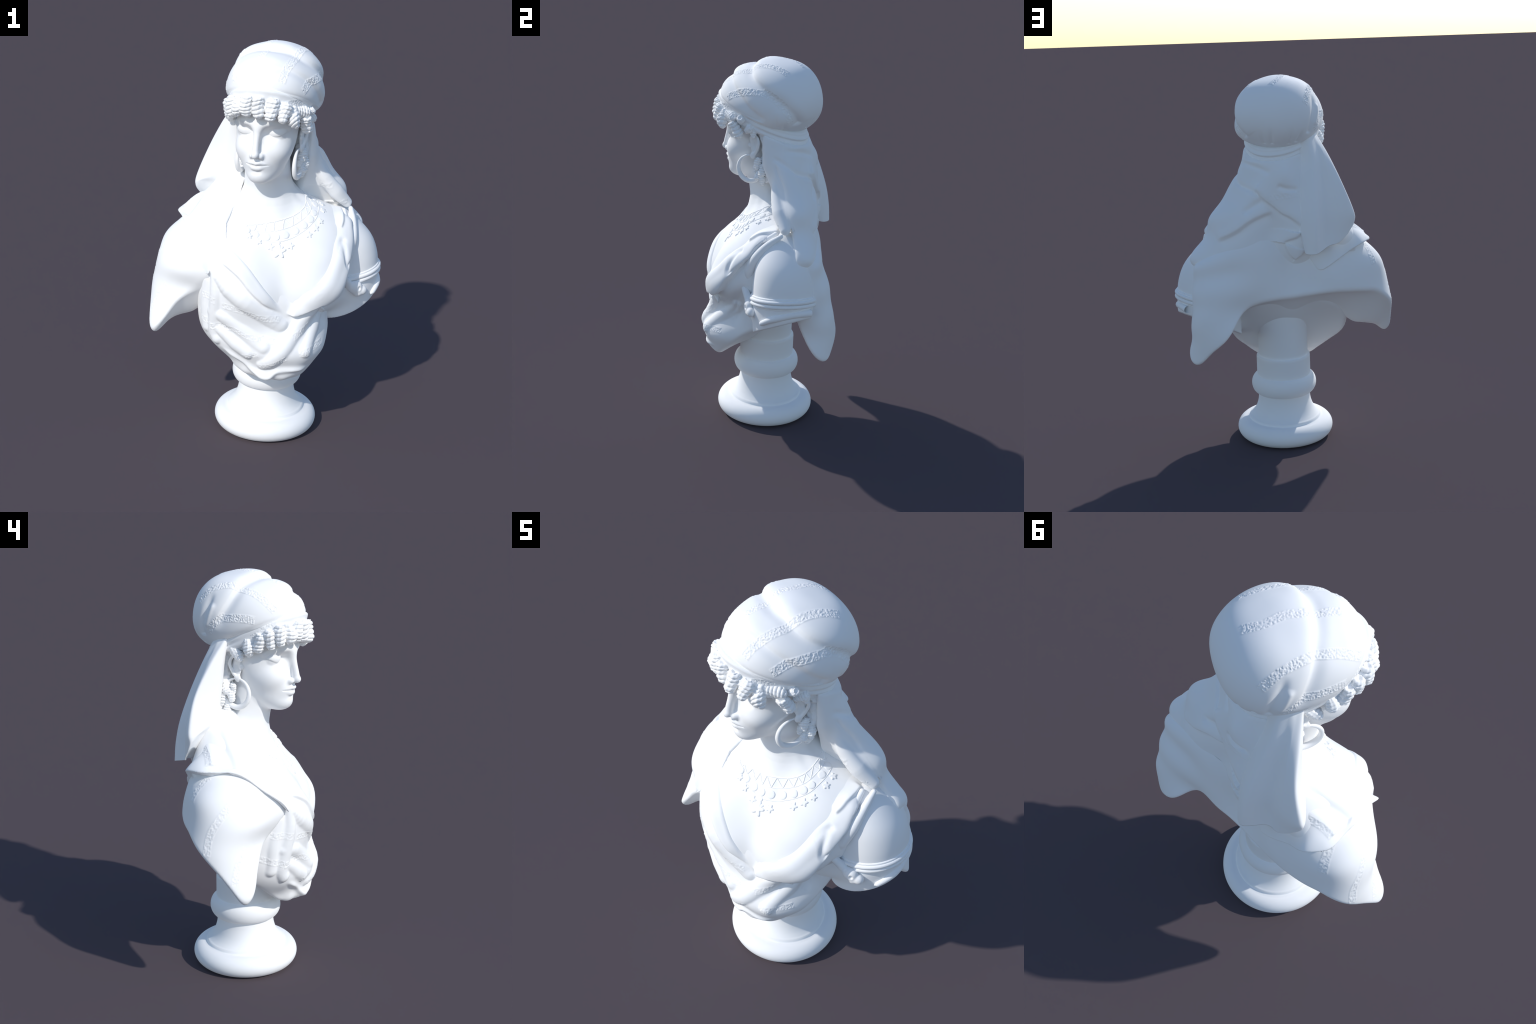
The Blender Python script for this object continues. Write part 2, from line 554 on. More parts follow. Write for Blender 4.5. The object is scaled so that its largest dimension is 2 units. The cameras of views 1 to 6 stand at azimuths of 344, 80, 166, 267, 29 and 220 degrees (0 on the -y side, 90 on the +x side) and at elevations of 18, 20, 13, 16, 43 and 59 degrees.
cloak_wall = wall([
    (.505, .15, 1.05), (.53, .165, .9), (.545, .18, .72), (.55, .215, .62), (.545, .235, .53), (.45, .05, .9), (.45, .05, .7), (.42, .05, 1.06),
    (.46, .235, .949), (.46, .278, .788), (.465, .295, .653), (.49, .28, .561), (.38, .228, 1.0), (.3, .265, .8), (.41, .19, 1.1), (.31, .225, 1.1),
    (.05, .24, 1.10), (.05, .255, 1.0), (.061, .285, .86), (.2, .26, 1.0), (.16, .275, .84), (.2, .245, 1.1), (.12, .275, .92),
    (-.03, .285, .90), (-.13, .30, .93), (-.2, .29, 1.03), (-.22, .318, .93), (-.227, .325, .87), (-.34, .31, .95), (-.33, .325, .86),
    (-.38, .15, 1.14), (-.485, .14, 1.05), (-.543, .14, .918), (-.566, .14, .79), (-.585, .08, .664), (-.543, .236, .779), (-.443, .297, .856), (-.597, .03, .562),
    (-.472, .24, 1.02), (-.52, .224, .9), (-.347, -.157, .93), (-.33, -.13, 1.03), (-.405, -.045, 1.0), (-.37, -.115, .855), (-.418, -.058, .793), (-.477, -.035, .746), (-.518, -.02, .689), (-.56, -.008, .63), (-.49, -.02, .9),
    (0, -.2, 1), (0, -.2, .6), (.25, -.15, 1), (.25, -.15, .7), (-.2, -.2, 1.1), (-.2, -.2, .6), (.3, .1, 1.2), (0, .18, 1.2), (-.3, .12, 1.2), (.3, .3, .4), (-.3, .3, .4)])
cloak_floor = floor_surface([
    (.523, .243, .535), (.453, .28, .609), (.38, .28, .676), (.319, .28, .75), (.25, .28, .818),  (.158, .27, .845), (.061, .28, .856), (-.033, .295, .867),
    (-.129, .31, .876), (-.227, .325, .881), (-.33, .32, .874), (-.443, .295, .856), (-.545, .238, .779),
    (-.376, .076, .638), (-.47, .095, .619), (-.577, .04, .555), (-.543, -.01, .63), (-.505, -.02, .689), (-.465, -.034, .746), (-.417, -.058, .793), (-.378, -.12, .855), (-.335, -.155, .903),
    (-.57, .202, .742), (-.575, .151, .688), (-.580, .088, .606), (-.3, -.2, 1.0), (0, -.1, .7), (0, .16, .745), (-.2, .1, .73), (-.3, -.02, .76), (.2, .1, .77), (.4, .12, .71), (.35, .0, .9), (.5, .13, .645), (.5, 0, .9), (.5, .18, .57), (.35, .16, .75), (.3, -.2, 1.0), (-.6, -.2, .9), (.6, .3, .5), (-.6, .3, .8)])


def cloak_field(P):
    f = smax(cloak_wall(P), cloak_floor(P), 0.02)
    x, y = P[:, 0], P[:, 1]
    front = np.interp(x, [-.3, -.22, .2, .4, .5], [-.3, .05, .05, .08, .10])
    f = smax(f, (front - y) * .6, .01)
    lower = (x < -.1) & (y < .24) & (x > -.48)
    return np.where(lower, np.maximum(f, -shawl_top(P) + .004), f)


veil_wall = wall([
    (-.20, .09, 1.6), (-.20, .09, 1.426), (-.24, .09, 1.309), (-.33, .10, 1.222), (-.42, .14, 1.142), (-.41, .02, 1.11), (-.375, .27, 1.126), (-.28, .27, 1.15), (-.2, .26, 1.1),
    (-.08, .19, 1.58), (-.05, .235, 1.45), (-.03, .27, 1.3), (-.03, .28, 1.2), (-.04, .27, 1.08), (-.2, .22, 1.4), (-.2, .24, 1.25), (-.15, .2, 1.55),
    (.175, -.07, 1.58), (.19, -.06, 1.46), (.225, -.02, 1.36), (.205, .0, 1.555), (.232, .03, 1.515), (.29, .03, 1.417), (.408, .085, 1.28), (.415, .04, 1.19), (.485, .125, 1.121), (.505, .14, 1.05),
    (.03, .192, 1.585), (.03, .238, 1.522), (.04, .25, 1.42), (.15, .14, 1.57), (.17, .15, 1.48), (.18, .185, 1.42), (.14, .21, 1.37), (.09, .225, 1.30), (.1, .22, 1.2), (.1, .235, 1.08), (.10, .20, 1.52),
    (.302, .175, 1.3), (.362, .172, 1.2), (.415, .185, 1.1), (.24, .215, 1.2), (.25, .225, 1.08), (.255, .14, 1.38),
    (.25, .19, .98), (.1, .205, .98), (.35, .16, .98), (.42, .09, .98), (-.04, .23, .98), (-.3, .2, .98),
    (0, -.1, 1.5), (0, -.1, 1.2), (.2, -.08, 1.3), (-.2, -.05, 1.3), (-.2, -.05, 1.15)], axis=(0, 0.03))


def veil_field(P):
    x, y, z = P.T
    hang = np.interp(z, [1.1, 1.2, 1.3, 1.36, 1.46, 1.6], [.06, .06, .0, -.02, -.062, -.075])
    yf = np.where(x > 0, .10 + (hang - .10) * sstep(.10, .165, x), .10 + .075 * sstep(-.09, -.15, x) * sstep(1.22, 1.30, z))
    f = smax(veil_wall(P), (yf - y) * .8, .015)
    f = smin(f, tube(P, [(.205, .005, 1.44), (.26, .0, 1.345), (.33, .005, 1.265), (.40, .022, 1.20)], (.02, .032, .038, .026)), .015)
    f = smax(smax(f, .97 - z, .02), (band_height(head_local(P)) + .03) * .9, .008)
    return smax(f, -x - .34 + (1.3 - z) * .0, .02)


LAPPET = [  # horizontal sections, each a closed ring: left hem, bulge, groove, bulge, outer fold, front panel, inside
    [(-.06, .135, 1.70), (-.11, .16, 1.70), (-.15, .145, 1.70), (-.165, .125, 1.70), (-.175, .11, 1.70), (-.165, .10, 1.70), (-.10, .09, 1.70)],
    [(-.07, .185, 1.58), (-.12, .222, 1.58), (-.168, .203, 1.58), (-.2, .203, 1.58), (-.226, .182, 1.58), (-.19, .128, 1.58), (-.10, .12, 1.58)],
    [(-.05, .235, 1.44), (-.11, .283, 1.44), (-.172, .245, 1.44), (-.228, .262, 1.44), (-.275, .25, 1.44), (-.21, .15, 1.44), (-.10, .14, 1.44)],
    [(-.035, .27, 1.30), (-.10, .332, 1.30), (-.176, .28, 1.30), (-.25, .299, 1.30), (-.325, .278, 1.30), (-.245, .175, 1.325), (-.10, .16, 1.30)],
    [(-.035, .285, 1.20), (-.095, .354, 1.19), (-.176, .295, 1.19), (-.25, .305, 1.19), (-.330, .278, 1.245), (-.28, .23, 1.27), (-.10, .19, 1.20)],
    [(-.048, .31, 1.10), (-.095, .361, 1.10), (-.178, .305, 1.125), (-.24, .308, 1.145), (-.30, .288, 1.20), (-.27, .26, 1.21), (-.12, .23, 1.12)],
]


def loft(rows, n_along, n_around, caps=True):
    rows = [np.asarray(r, float) for r in rows]
    rings = []
    for r in rows:
        q = np.vstack([r[-1:], r, r[:2]])
        m = len(r)
        u = np.arange(n_around) * m / n_around
        i = u.astype(int)
        t = (u - i)[:, None]
        a, b, c, d = q[i], q[i + 1], q[i + 2], q[(i + 3) % len(q)] if False else q[np.minimum(i + 3, m + 2)]
        rings.append(0.5 * (2 * b + (c - a) * t + (2 * a - 5 * b + 4 * c - d) * t**2 + (3 * b - a - 3 * c + d) * t**3))
    G = spline(np.stack(rings).reshape(len(rows), -1), n_along).reshape(n_along, n_around, 3)
    if caps:
        c0, c1 = G[0].mean(0), G[-1].mean(0)
        G = np.concatenate([[c0 + (G[0] - c0) * k for k in (.02, .5, .9)], G, [c1 + (G[-1] - c1) * k for k in (.92, .5, .02)]])
    n, m = G.shape[:2]
    i, j = np.meshgrid(np.arange(n - 1), np.arange(m), indexing="ij")
    j2 = (j + 1) % m
    F = np.stack([i * m + j, (i + 1) * m + j, (i + 1) * m + j2, i * m + j2], -1).reshape(-1, 4)
    return G.reshape(-1, 3), F


shawl_floor = floor_surface([(x, y, z - .012) for x, y, z in SHAWL_EDGE] + [(-.3, .0, 1.02), (-.3, .15, 1.06), (-.15, .1, 1.02), (-.5, .1, 1.17), (-.5, -.1, 1.06), (-.2, .37, 1.06), (-.44, .33, 1.17), (-.42, -.26, .95), (-.28, -.14, .97)])


def shawl_field(P):
    x, y, z = P.T
    f = smax(smin(-shawl_top(P), torso_field(P) - .006, .01), shawl_floor(P), .006)
    xe = np.interp(z, [.9, .94, .985, 1.07, 1.13, 1.165, 1.20, 1.225, 1.29, 1.35], [-.34, -.335, -.325, -.28, -.25, -.228, -.203, -.175, -.145, -.12])
    f = smax(f, (x - xe) * .45 - .6 * np.clip(y - .06, 0, .15), .02)
    return smax(smax(f, z - 1.36, .02), x + .055, .01)


# ---------------------------------------------------------------- head
YAW = math.radians(33)
HF = np.array([-math.sin(YAW), -math.cos(YAW), 0])      # forward
HL = np.array([math.cos(YAW), -math.sin(YAW), 0])       # subject's left
HU = np.array([0, 0, 1.0])
HO = -0.008 * HL                                         # mid plane


def head_local(P):
    d = P - HO
    return np.c_[d @ HL, d @ HF, d[:, 2]]


def head_field(P):
    q = head_local(P)
    q[:, 0] += .007
    s = q.copy()
    s[:, 0] = np.abs(s[:, 0])
    f = ball(q, (0, .07, 1.66), (.148, .185, .17))
    f = smin(f, ball(q, (0, .098, 1.57), (.143, .120, .14)), .03)
    f = smin(f, ball(q, (0, .125, 1.475), (.108, .115, .12)), .05)
    f = smin(f, ball(q, (0, .19, 1.395), (.05, .05, .039)), .04)
    f = smin(f, ball(s, (.068, .160, 1.518), (.055, .060, .052)), .04)           # cheeks
    f = smin(f, tube(s, [(0, .236, 1.637), (.045, .236, 1.652), (.09, .205, 1.652), (.125, .165, 1.63)], (.016, .016, .013, .01), n=10), .02)   # brow
    # eye sockets, eyeballs and lowered lids
    f = smax(f, -ball(s, (.064, .262, 1.598), (.052, .066, .034)), .02)
    f = smin(f, ball(s, (.074, .173, 1.600), (.042, .036, .034)), .006)
    lid = ball(s, (.074, .171, 1.608), (.0475, .0455, .0385))
    lash = 1.5885 + 9.0 * (s[:, 0] - .074) ** 2
    lid = smax(lid, (lash - q[:, 2]), .0025)
    f = smin(f, lid, .005)
    # nose
    f = smin(f, tube(q, [(0, .236, 1.645), (0, .2505, 1.605), (0, .2605, 1.56), (0, .269, 1.513)], (.014, .0118, .0130, .0155)), .032)
    f = smin(f, ball(q, (0, .272, 1.505), (.0165, .0175, .0165)), .008)
    f = smin(f, ball(s, (.0225, .245, 1.497), (.0115, .0185, .013)), .014)
    f = smax(f, -tube(s, [(.008, .268, 1.477), (.0135, .252, 1.480)], (.003, .0035), n=4), .004)
    # mouth
    f = smin(f, ball(q, (0, .203, 1.458), (.048, .04, .036)), .03)
    f = smax(f, -ball(q, (0, .262, 1.4195), (.038, .025, .011)), .012)
    f = smin(f, tube(s, [(0, .2505, 1.4625), (.012, .2500, 1.4655), (.03, .238, 1.4615), (.051, .219, 1.4575)], (.009, .0095, .0075, .003), n=14), .006)
    f = smin(f, tube(s, [(0, .2410, 1.4405), (.015, .2385, 1.4415), (.032, .228, 1.4465), (.048, .217, 1.454)], (.0130, .0125, .009, .003), n=14), .006)
    f = smax(f, -tube(s, [(0, .2615, 1.4535), (.02, .2555, 1.4540), (.04, .237, 1.4540), (.056, .220, 1.4560)], (.0035, .0032, .0024, .001), n=14), .004)
    f = smax(f, -tube(q, [(0, .266, 1.482), (0, .266, 1.472)], (.004, .004), n=3), .006)
    return f


def neck_field(P):
    f = tube(P, [(-.01, .06, 1.15), (-.018, .026, 1.28), (-.035, -.005, 1.40), (-.05, -.03, 1.5)], (.15, .116, .111, .11), n=14)
    return f


TURBAN_C = np.array([-.01, -.005, 1.77])
TURBAN = {  # radius of the wound cloth by elevation (rows) and azimuth from +x in 30 degree steps
    -35: (.205, .215, .225, .225, .213, .204, .215, .23, .235, .225, .205, .20),
    -15: (.243, .25, .256, .262, .242, .224, .234, .251, .261, .248, .224, .218),
    5: (.240, .272, .266, .270, .253, .231, .243, .263, .276, .260, .230, .225),
    25: (.247, .268, .261, .269, .256, .231, .238, .255, .260, .250, .225, .227),
    45: (.245, .257, .255, .259, .255, .237, .230, .236, .243, .229, .221, .231),
    65: (.236, .238, .239, .240, .236, .231, .225, .222, .219, .221, .225, .230),
}
tdir, trad = [(0, 0, 1.0)], [.2295]
for el, row in TURBAN.items():
    for k, r_ in enumerate(row):
        a_, e_ = math.radians(30 * k), math.radians(el)
        tdir.append((math.cos(e_) * math.cos(a_), math.cos(e_) * math.sin(a_), math.sin(e_)))
        trad.append(r_)
turban_r = rbf(np.array(tdir), np.array(trad), .25, 1e-4)
turban_tab = Table2(lambda a, b: turban_r(np.c_[np.cos(b) * np.cos(a), np.cos(b) * np.sin(a), np.sin(b)]), (-math.pi, -math.pi / 2), (math.pi, math.pi / 2), (361, 181))


def band_height(q):
    return q[:, 2] - (1.605 + (q[:, 1] + .18) * .4)


def turban_field(P):
    d = P - TURBAN_C
    r = np.linalg.norm(d, axis=1) + 1e-9
    f = r - turban_tab(np.arctan2(d[:, 1], d[:, 0]), np.arcsin(d[:, 2] / r))
    return smax(f, .012 - band_height(head_local(P)), .03)


def band_field(P):
    q = head_local(P)
    w = band_height(q)
    k = np.hypot(q[:, 0] / .199, (q[:, 1] - .052) / .247)
    back = sstep(.12, -.06, q[:, 1])
    f = (k - 1) * .18 + .20 * np.clip(.01 - w, 0, .1) * (1 - .4 * back)
    f = f - back * .0035 * np.cos(w * 2 * math.pi / .027)
    return smax(smax(f, w - .028, .025), -.044 - w, .012)


def ear_field(P):
    q = head_local(P)
    q[:, 0] = np.abs(q[:, 0])
    f = ball(q, (.146, .027, 1.565), (.010, .026, .05))
    f = smin(f, tube(q, [(.150, .048, 1.578), (.153, .050, 1.600), (.158, .034, 1.617), (.163, .010, 1.607), (.165, .0, 1.577), (.160, .012, 1.541), (.153, .028, 1.515)], (.006, .007, .008, .008, .008, .007, .008)), .006)
    f = smin(f, ball(q, (.151, .036, 1.510), (.010, .015, .018)), .008)
    f = smax(f, -ball(q, (.163, .030, 1.566), (.014, .012, .022)), .006)
    return smin(f, ball(q, (.152, .056, 1.563), (.008, .009, .011)), .005)


def chest_field(P):
    return smin(torso_field(P), neck_field(P), .05)


def skin_field(P):
    f = chest_field(P)
    f = smin(f, head_field(P), .018)
    return smin(f, ear_field(P), .004)


def skin_trim(P):
    """bare skin only: above the neckline and in front of the veil"""
    x, y, z = P.T
    return np.maximum(neckline_distance(x, z) - .03, (.93 - z) * 0 - 1)


# =====================================================================
#  BARE SKIN: head, neck and chest are one surface, divided by region
# =====================================================================
V, F = polygonise(lambda P: np.maximum(skin_field(P), np.where(P[:, 2] < 1.25, skin_trim(P), -1)), (-.38, -.36, .68), (.42, .25, 1.86), .0026)
C = V[F].mean(1)
hidden = (turban_field(C) < -.03) | (veil_field(C) < -.02) | ((C[:, 2] < 1.22) & (torso_field(C) < -.02))
F = F[~hidden]
C = C[~hidden]
qc = head_local(C)
split(V, F, [
    ("ear", lambda C: (np.abs(qc[:, 0]) > .146) & (qc[:, 1] < .075) & (qc[:, 2] > 1.485) & (qc[:, 2] < 1.635)),
    ("head", lambda C: (C[:, 2] > 1.395) | ((qc[:, 1] > .12) & (C[:, 2] > 1.30))),
    ("neck", lambda C: C[:, 2] > 1.235),
    ("chest", lambda C: C[:, 2] > 0)])

# =====================================================================
#  DRESS
# =====================================================================
dress = Clay(*polygonise(dress_field, (-.46, -.42, .3), (.47, .34, 1.24), .0035))
dress.V = relax(dress.V, dress.F, 1)
dress.renew(6)
NECK_L = [(.0, -.301, .744), (.044, -.306, .73), (.115, -.303, .757), (.177, -.286, .793), (.252, -.246, .86), (.293, -.213, .919), (.32, -.182, .973), (.354, -.131, 1.041), (.368, -.09, 1.108), (.365, -.023, 1.162)]
dress.step(NECK_L, (.1, -.25, 1.0), .030, fall=.055, edge=.006, ends=(.12, .1), dip=.006)
dress.ridge([(.113, -.293, .852), (.146, -.286, .864), (.178, -.277, .876)], .008, -.010)
dress.ridge([(.06, -.30, .80), (.12, -.30, .83), (.20, -.27, .90), (.27, -.21, 1.0), (.31, -.15, 1.08)], .03, .010)
dress.step([(-.312, -.18, .99), (-.266, -.223, .957), (-.223, -.256, .919), (-.182, -.276, .866), (-.14, -.29, .823), (-.09, -.297, .783), (-.0, -.301, .742)], (-.1, -.28, .95), .013, fall=.04, edge=.005, dip=.004, ends=(.15, .25))
dress.renew(2)
dress.ridge([(.345, -.15, .906), (.3, -.202, .759), (.239, -.235, .623)], .03, -.014)
dress.ridge([(.296, -.211, .901), (.292, -.207, .978), (.301, -.183, 1.036), (.324, -.155, 1.066)], .012, -.010)
dress.step([(.315, -.14, 1.107), (.334, -.106, 1.129), (.35, -.047, 1.161), (.354, .009, 1.172)], (.2, -.08, 1.2), .012, fall=.03)
dress.ridge([(-.30, -.185, .535), (-.214, -.227, .482), (-.143, -.259, .430), (-.094, -.277, .402), (-.066, -.292, .404), (-.038, -.324, .440), (.05, -.33, .45), (.13, -.27, .46)], .014, .012, ends=(.1, .1))
for k, c in enumerate((
        [(-.295, -.209, .776), (-.231, -.26, .765), (-.18, -.283, .751), (-.12, -.299, .73), (-.026, -.305, .719)],
        [(-.339, -.138, .64), (-.301, -.196, .658), (-.238, -.252, .65), (-.188, -.284, .627), (-.114, -.314, .624), (-.034, -.33, .608)],
        [(-.209, -.256, .511), (-.178, -.284, .515), (-.142, -.315, .532)],
        [(.132, -.303, .684), (.071, -.317, .648), (.034, -.325, .624)],
        [(-.12, -.293, .463), (-.073, -.329, .482), (.001, -.355, .522)],
        [(.25, -.249, .776), (.203, -.276, .736), (.182, -.285, .714)],
        [(.204, -.264, .575), (.126, -.324, .559), (.067, -.346, .543)],
        [(-.365, -.085, .808), (-.344, -.14, .799), (-.315, -.186, .791)],
        [(-.37, -.037, .693), (-.359, -.095, .672), (-.323, -.165, .65)])):
    if k == 0:
        dress.V = relax(dress.V, dress.F, 2)
        dress.renew(1)
    dress.embroider(c, .0135, seed=k)
dress.make("dress")

# =====================================================================
#  ARM with sleeve
# =====================================================================
arm = Clay(*polygonise(arm_field, (.2, -.2, .55), (.65, .25, 1.25), .004))
arm.V = relax(arm.V, arm.F, 2)
arm.make("arm")


def arm_ring(height, out, n=96):
    """closed line around the sleeve on the tilted band plane"""
    pts = []
    t = spline(np.c_[ARM_Z, ARM_CX, ARM_RX, ARM_RY], 80)
    for a in np.linspace(0, 2 * math.pi, n, endpoint=False):
        z = .88 + height
        for _ in range(4):
            cx, rx, ry = (np.interp(z, t[:, 0], t[:, i]) for i in (1, 2, 3))
            x, y = cx + (rx + out) * math.cos(a), .03 + (ry + out) * math.sin(a)
            z = .88 + .2 * (x - .56) + height
        pts.append((x, y, z))
    return np.array(pts)


def sweep(pts, rad, m=14, closed=False, flat=1.0, ref=None):
    """tube mesh along pts"""
    p = np.asarray(pts, float)
    n = len(p)
    rad = np.asarray(rad, float) * np.ones(n)
    T = np.roll(p, -1, 0) - np.roll(p, 1, 0) if closed else np.gradient(p, axis=0)
    T /= np.linalg.norm(T, axis=1, keepdims=True) + 1e-12
    if ref is None:
        ref = np.array([0, 0, 1.0]) if abs(T[:, 2]).mean() < .8 else np.array([1.0, 0, 0])
    A = np.cross(T, ref)
    A /= np.linalg.norm(A, axis=1, keepdims=True) + 1e-12
    Bn = np.cross(A, T)
    a = np.linspace(0, 2 * math.pi, m, endpoint=False)
    G = p[:, None] + rad[:, None, None] * (A[:, None] * np.cos(a)[None, :, None] + flat * Bn[:, None] * np.sin(a)[None, :, None])
    i, j = np.meshgrid(np.arange(n if closed else n - 1), np.arange(m), indexing="ij")
    i2, j2 = (i + 1) % n, (j + 1) % m
    F = np.stack([i * m + j, i * m + j2, i2 * m + j2, i2 * m + j], -1).reshape(-1, 4)
    return G.reshape(-1, 3), F


for hgt, out, r_ in ((.010, .0, .006), (-.004, .004, .0105), (-.026, .003, .011), (-.042, -.003, .005)):
    make("arm_band", *sweep(arm_ring(hgt, out), r_, closed=True))
cuff = spline([(.512, -.110, .742), (.53, -.097, .755), (.562, -.06, .785), (.577, -.013, .803), (.580, .038, .815), (.573, .09, .818), (.555, .14, .813)], 50)
make("sleeve_cuff", *sweep(cuff, np.interp(np.linspace(0, 1, 50), [0, .12, .4, 1], [.002, .012, .019, .02])))


def bow_field(P):
    f = ball(P, (.413, -.150, .800), (.034, .026, .036))
    f = smin(f, ball(P, (.447, -.145, .782), (.027, .022, .026)), .006)
    f = smin(f, ball(P, (.424, -.150, .772), (.024, .02, .02)), .006)
    f = smax(f, -ball(P, (.425, -.178, .80), (.009, .014, .012)), .006)
    return smin(f, tube(P, [(.39, -.142, .80), (.365, -.15, .83), (.335, -.165, .868)], (.022, .02, .016)), .01)


V, F = polygonise(bow_field, (.28, -.22, .7), (.52, -.05, .92), .003)
make("sleeve_bow", V, F)


def tongue_field(P):
    f = tube(P, [(.415, .0, 1.172), (.405, -.066, 1.122), (.387, -.118, 1.05), (.362, -.145, .975), (.352, -.152, .935)], (.012, .018, .026, .024, .012))
    return smin(f, tube(P, [(.37, -.02, 1.17), (.362, -.09, 1.115), (.35, -.14, 1.04), (.343, -.16, .97)], (.012, .016, .018, .012)), .012)


V, F = polygonise(tongue_field, (.28, -.24, .85), (.48, .05, 1.25), .0035)
make("shoulder_fold", V, F)

# =====================================================================
#  CLOAK, SHAWL, VEIL
# =====================================================================
cloak = Clay(*polygonise(cloak_field, (-.65, -.3, .45), (.6, .42, 1.16), .004))
cloak.V = relax(cloak.V, cloak.F, 1)
cloak.renew(4)
for k, c in enumerate(([(-.405, .193, 1.1), (-.418, .235, 1.05), (-.431, .262, .995)],
                       [(-.488, .097, 1.005), (-.517, .149, .94), (-.541, .196, .863), (-.56, .212, .779)],
                       [(-.515, .035, .808), (-.548, .063, .748), (-.573, .078, .694), (-.59, .083, .653)])):
    cloak.embroider(c, .0155, seed=20 + k)
cloak.make("cloak")

shawl = Clay(*polygonise(shawl_field, (-.5, -.3, .85), (.0, .36, 1.4), .0035))
shawl.V = relax(shawl.V, shawl.F, 1)
shawl.renew(4)
shawl.ridge([(-.194, .16, 1.30), (-.315, .135, 1.231), (-.383, .10, 1.173), (-.418, .092, 1.145)], .022, -.012, ends=(.3, .05))
shawl.ridge([(-.25, .2, 1.23), (-.34, .185, 1.195), (-.405, .175, 1.15)], .02, .008, ends=(.3, .05))
shawl.embroider([(-.30, .208, 1.205), (-.362, .198, 1.185), (-.405, .195, 1.153)], .012, seed=31)
shawl.make("shawl")

veil = Clay(*polygonise(veil_field, (-.45, -.1, .94), (.52, .42, 1.7), .004))
veil.V = relax(veil.V, veil.F, 1)
veil.renew(4)
ZIG = [(.235, .22, 1.47), (.205, .242, 1.438), (.131, .246, 1.365), (.051, .227, 1.31), (-.001, .238, 1.277), (-.036, .248, 1.23), (-.027, .245, 1.183), (.036, .243, 1.149), (.015, .244, 1.092), (-.014, .249, 1.06)]
veil.step(ZIG, (-.1, .25, 1.35), .016, fall=.06, edge=.006, dip=.005, ends=(.1, .02))
veil.step([(.385, .16, 1.165), (.291, .207, 1.217), (.209, .23, 1.273), (.09, .227, 1.315)], (.25, .25, 1.33), .018, fall=.045, edge=.012, dip=.008)
veil.ridge([(.263, .205, 1.315), (.209, .247, 1.356), (.14, .25, 1.374)], .02, -.010)
veil.ridge([(.21, .03, 1.557), (.15, .15, 1.535), (.094, .211, 1.508)], .014, -.010)
veil.ridge([(.2, -.035, 1.534), (.238, .022, 1.501), (.25, .093, 1.457), (.196, .164, 1.424), (.138, .223, 1.39)], .014, -.011)
veil.ridge([(.077, .235, 1.45), (.026, .253, 1.432), (-.047, .244, 1.421)], .013, -.011)
veil.ridge([(.218, -.016, 1.5), (.248, -.001, 1.447), (.286, .018, 1.398), (.33, .04, 1.32)], .010, -.007)
veil.renew(1)
for k, c in enumerate(([(.123, .229, 1.388), (.052, .249, 1.396), (-.045, .249, 1.404)], [(.237, -.003, 1.306), (.265, -.021, 1.297), (.3, -.033, 1.308)], [(.355, -.004, 1.196), (.385, -.013, 1.225)])):
    veil.embroider(c, .013, seed=60 + k)
veil.make("veil")

lappet = Clay(*loft(LAPPET, 130, 150))
lappet.make("veil_lappet")

# =====================================================================
#  TURBAN
# =====================================================================
turban = Clay(*polygonise(turban_field, (-.3, -.33, 1.5), (.3, .33, 2.05), .0026))
turban.V = relax(turban.V, turban.F, 1)
turban.renew(6)
CREASE_A = [(.19, .12, 1.69), (.205, .111, 1.715), (.236, .078, 1.759), (.232, .018, 1.811), (.212, -.038, 1.849), (.179, -.08, 1.881), (.13, -.112, 1.912), (.077, -.119, 1.942), (.03, -.105, 1.965),
            (-.02, -.085, 1.977), (-.07, -.05, 1.979), (-.115, -.01, 1.969), (-.15, .035, 1.95), (-.178, .07, 1.915), (-.19, .1, 1.87), (-.185, .14, 1.80), (-.16, .17, 1.74)]
CREASE_B = [(.206, -.06, 1.714), (.192, -.098, 1.74), (.165, -.14, 1.776), (.135, -.168, 1.81), (.096, -.192, 1.844), (.045, -.207, 1.876), (-.02, -.205, 1.903), (-.084, -.195, 1.915), (-.143, -.168, 1.915), (-.193, -.12, 1.9), (-.225, -.06, 1.87)]
turban.step(CREASE_A, (.02, .15, 1.98), .008, fall=.06, edge=.012, dip=.013, ends=(.05, .08))
turban.step(CREASE_B, (-.02, -.09, 1.97), .007, fall=.05, edge=.011, dip=.010, ends=(.08, .1))
turban.ridge([(-.14, .157, 1.908), (-.147, .18, 1.87), (-.14, .205, 1.82), (-.125, .217, 1.77), (-.11, .216, 1.70)], .016, -.011, ends=(.4, .05))
turban.ridge([(-.165, .16, 1.86), (-.16, .185, 1.80), (-.14, .2, 1.74)], .012, .006)
for c, dpt in (([(.093, .24, 1.759), (.082, .19, 1.656)], .006), ([(-.006, .265, 1.766), (-.005, .21, 1.653)], .005), ([(-.07, .249, 1.742), (-.045, .21, 1.661)], .008), ([(.145, .208, 1.75), (.116, .165, 1.656)], .006),
               ([(.2, .02, 1.73), (.17, .04, 1.665)], .006), ([(.225, -.02, 1.76), (.19, .0, 1.68)], .005)):
    turban.ridge(c, .010, -dpt, ends=(.7, .02))
turban.renew(2)
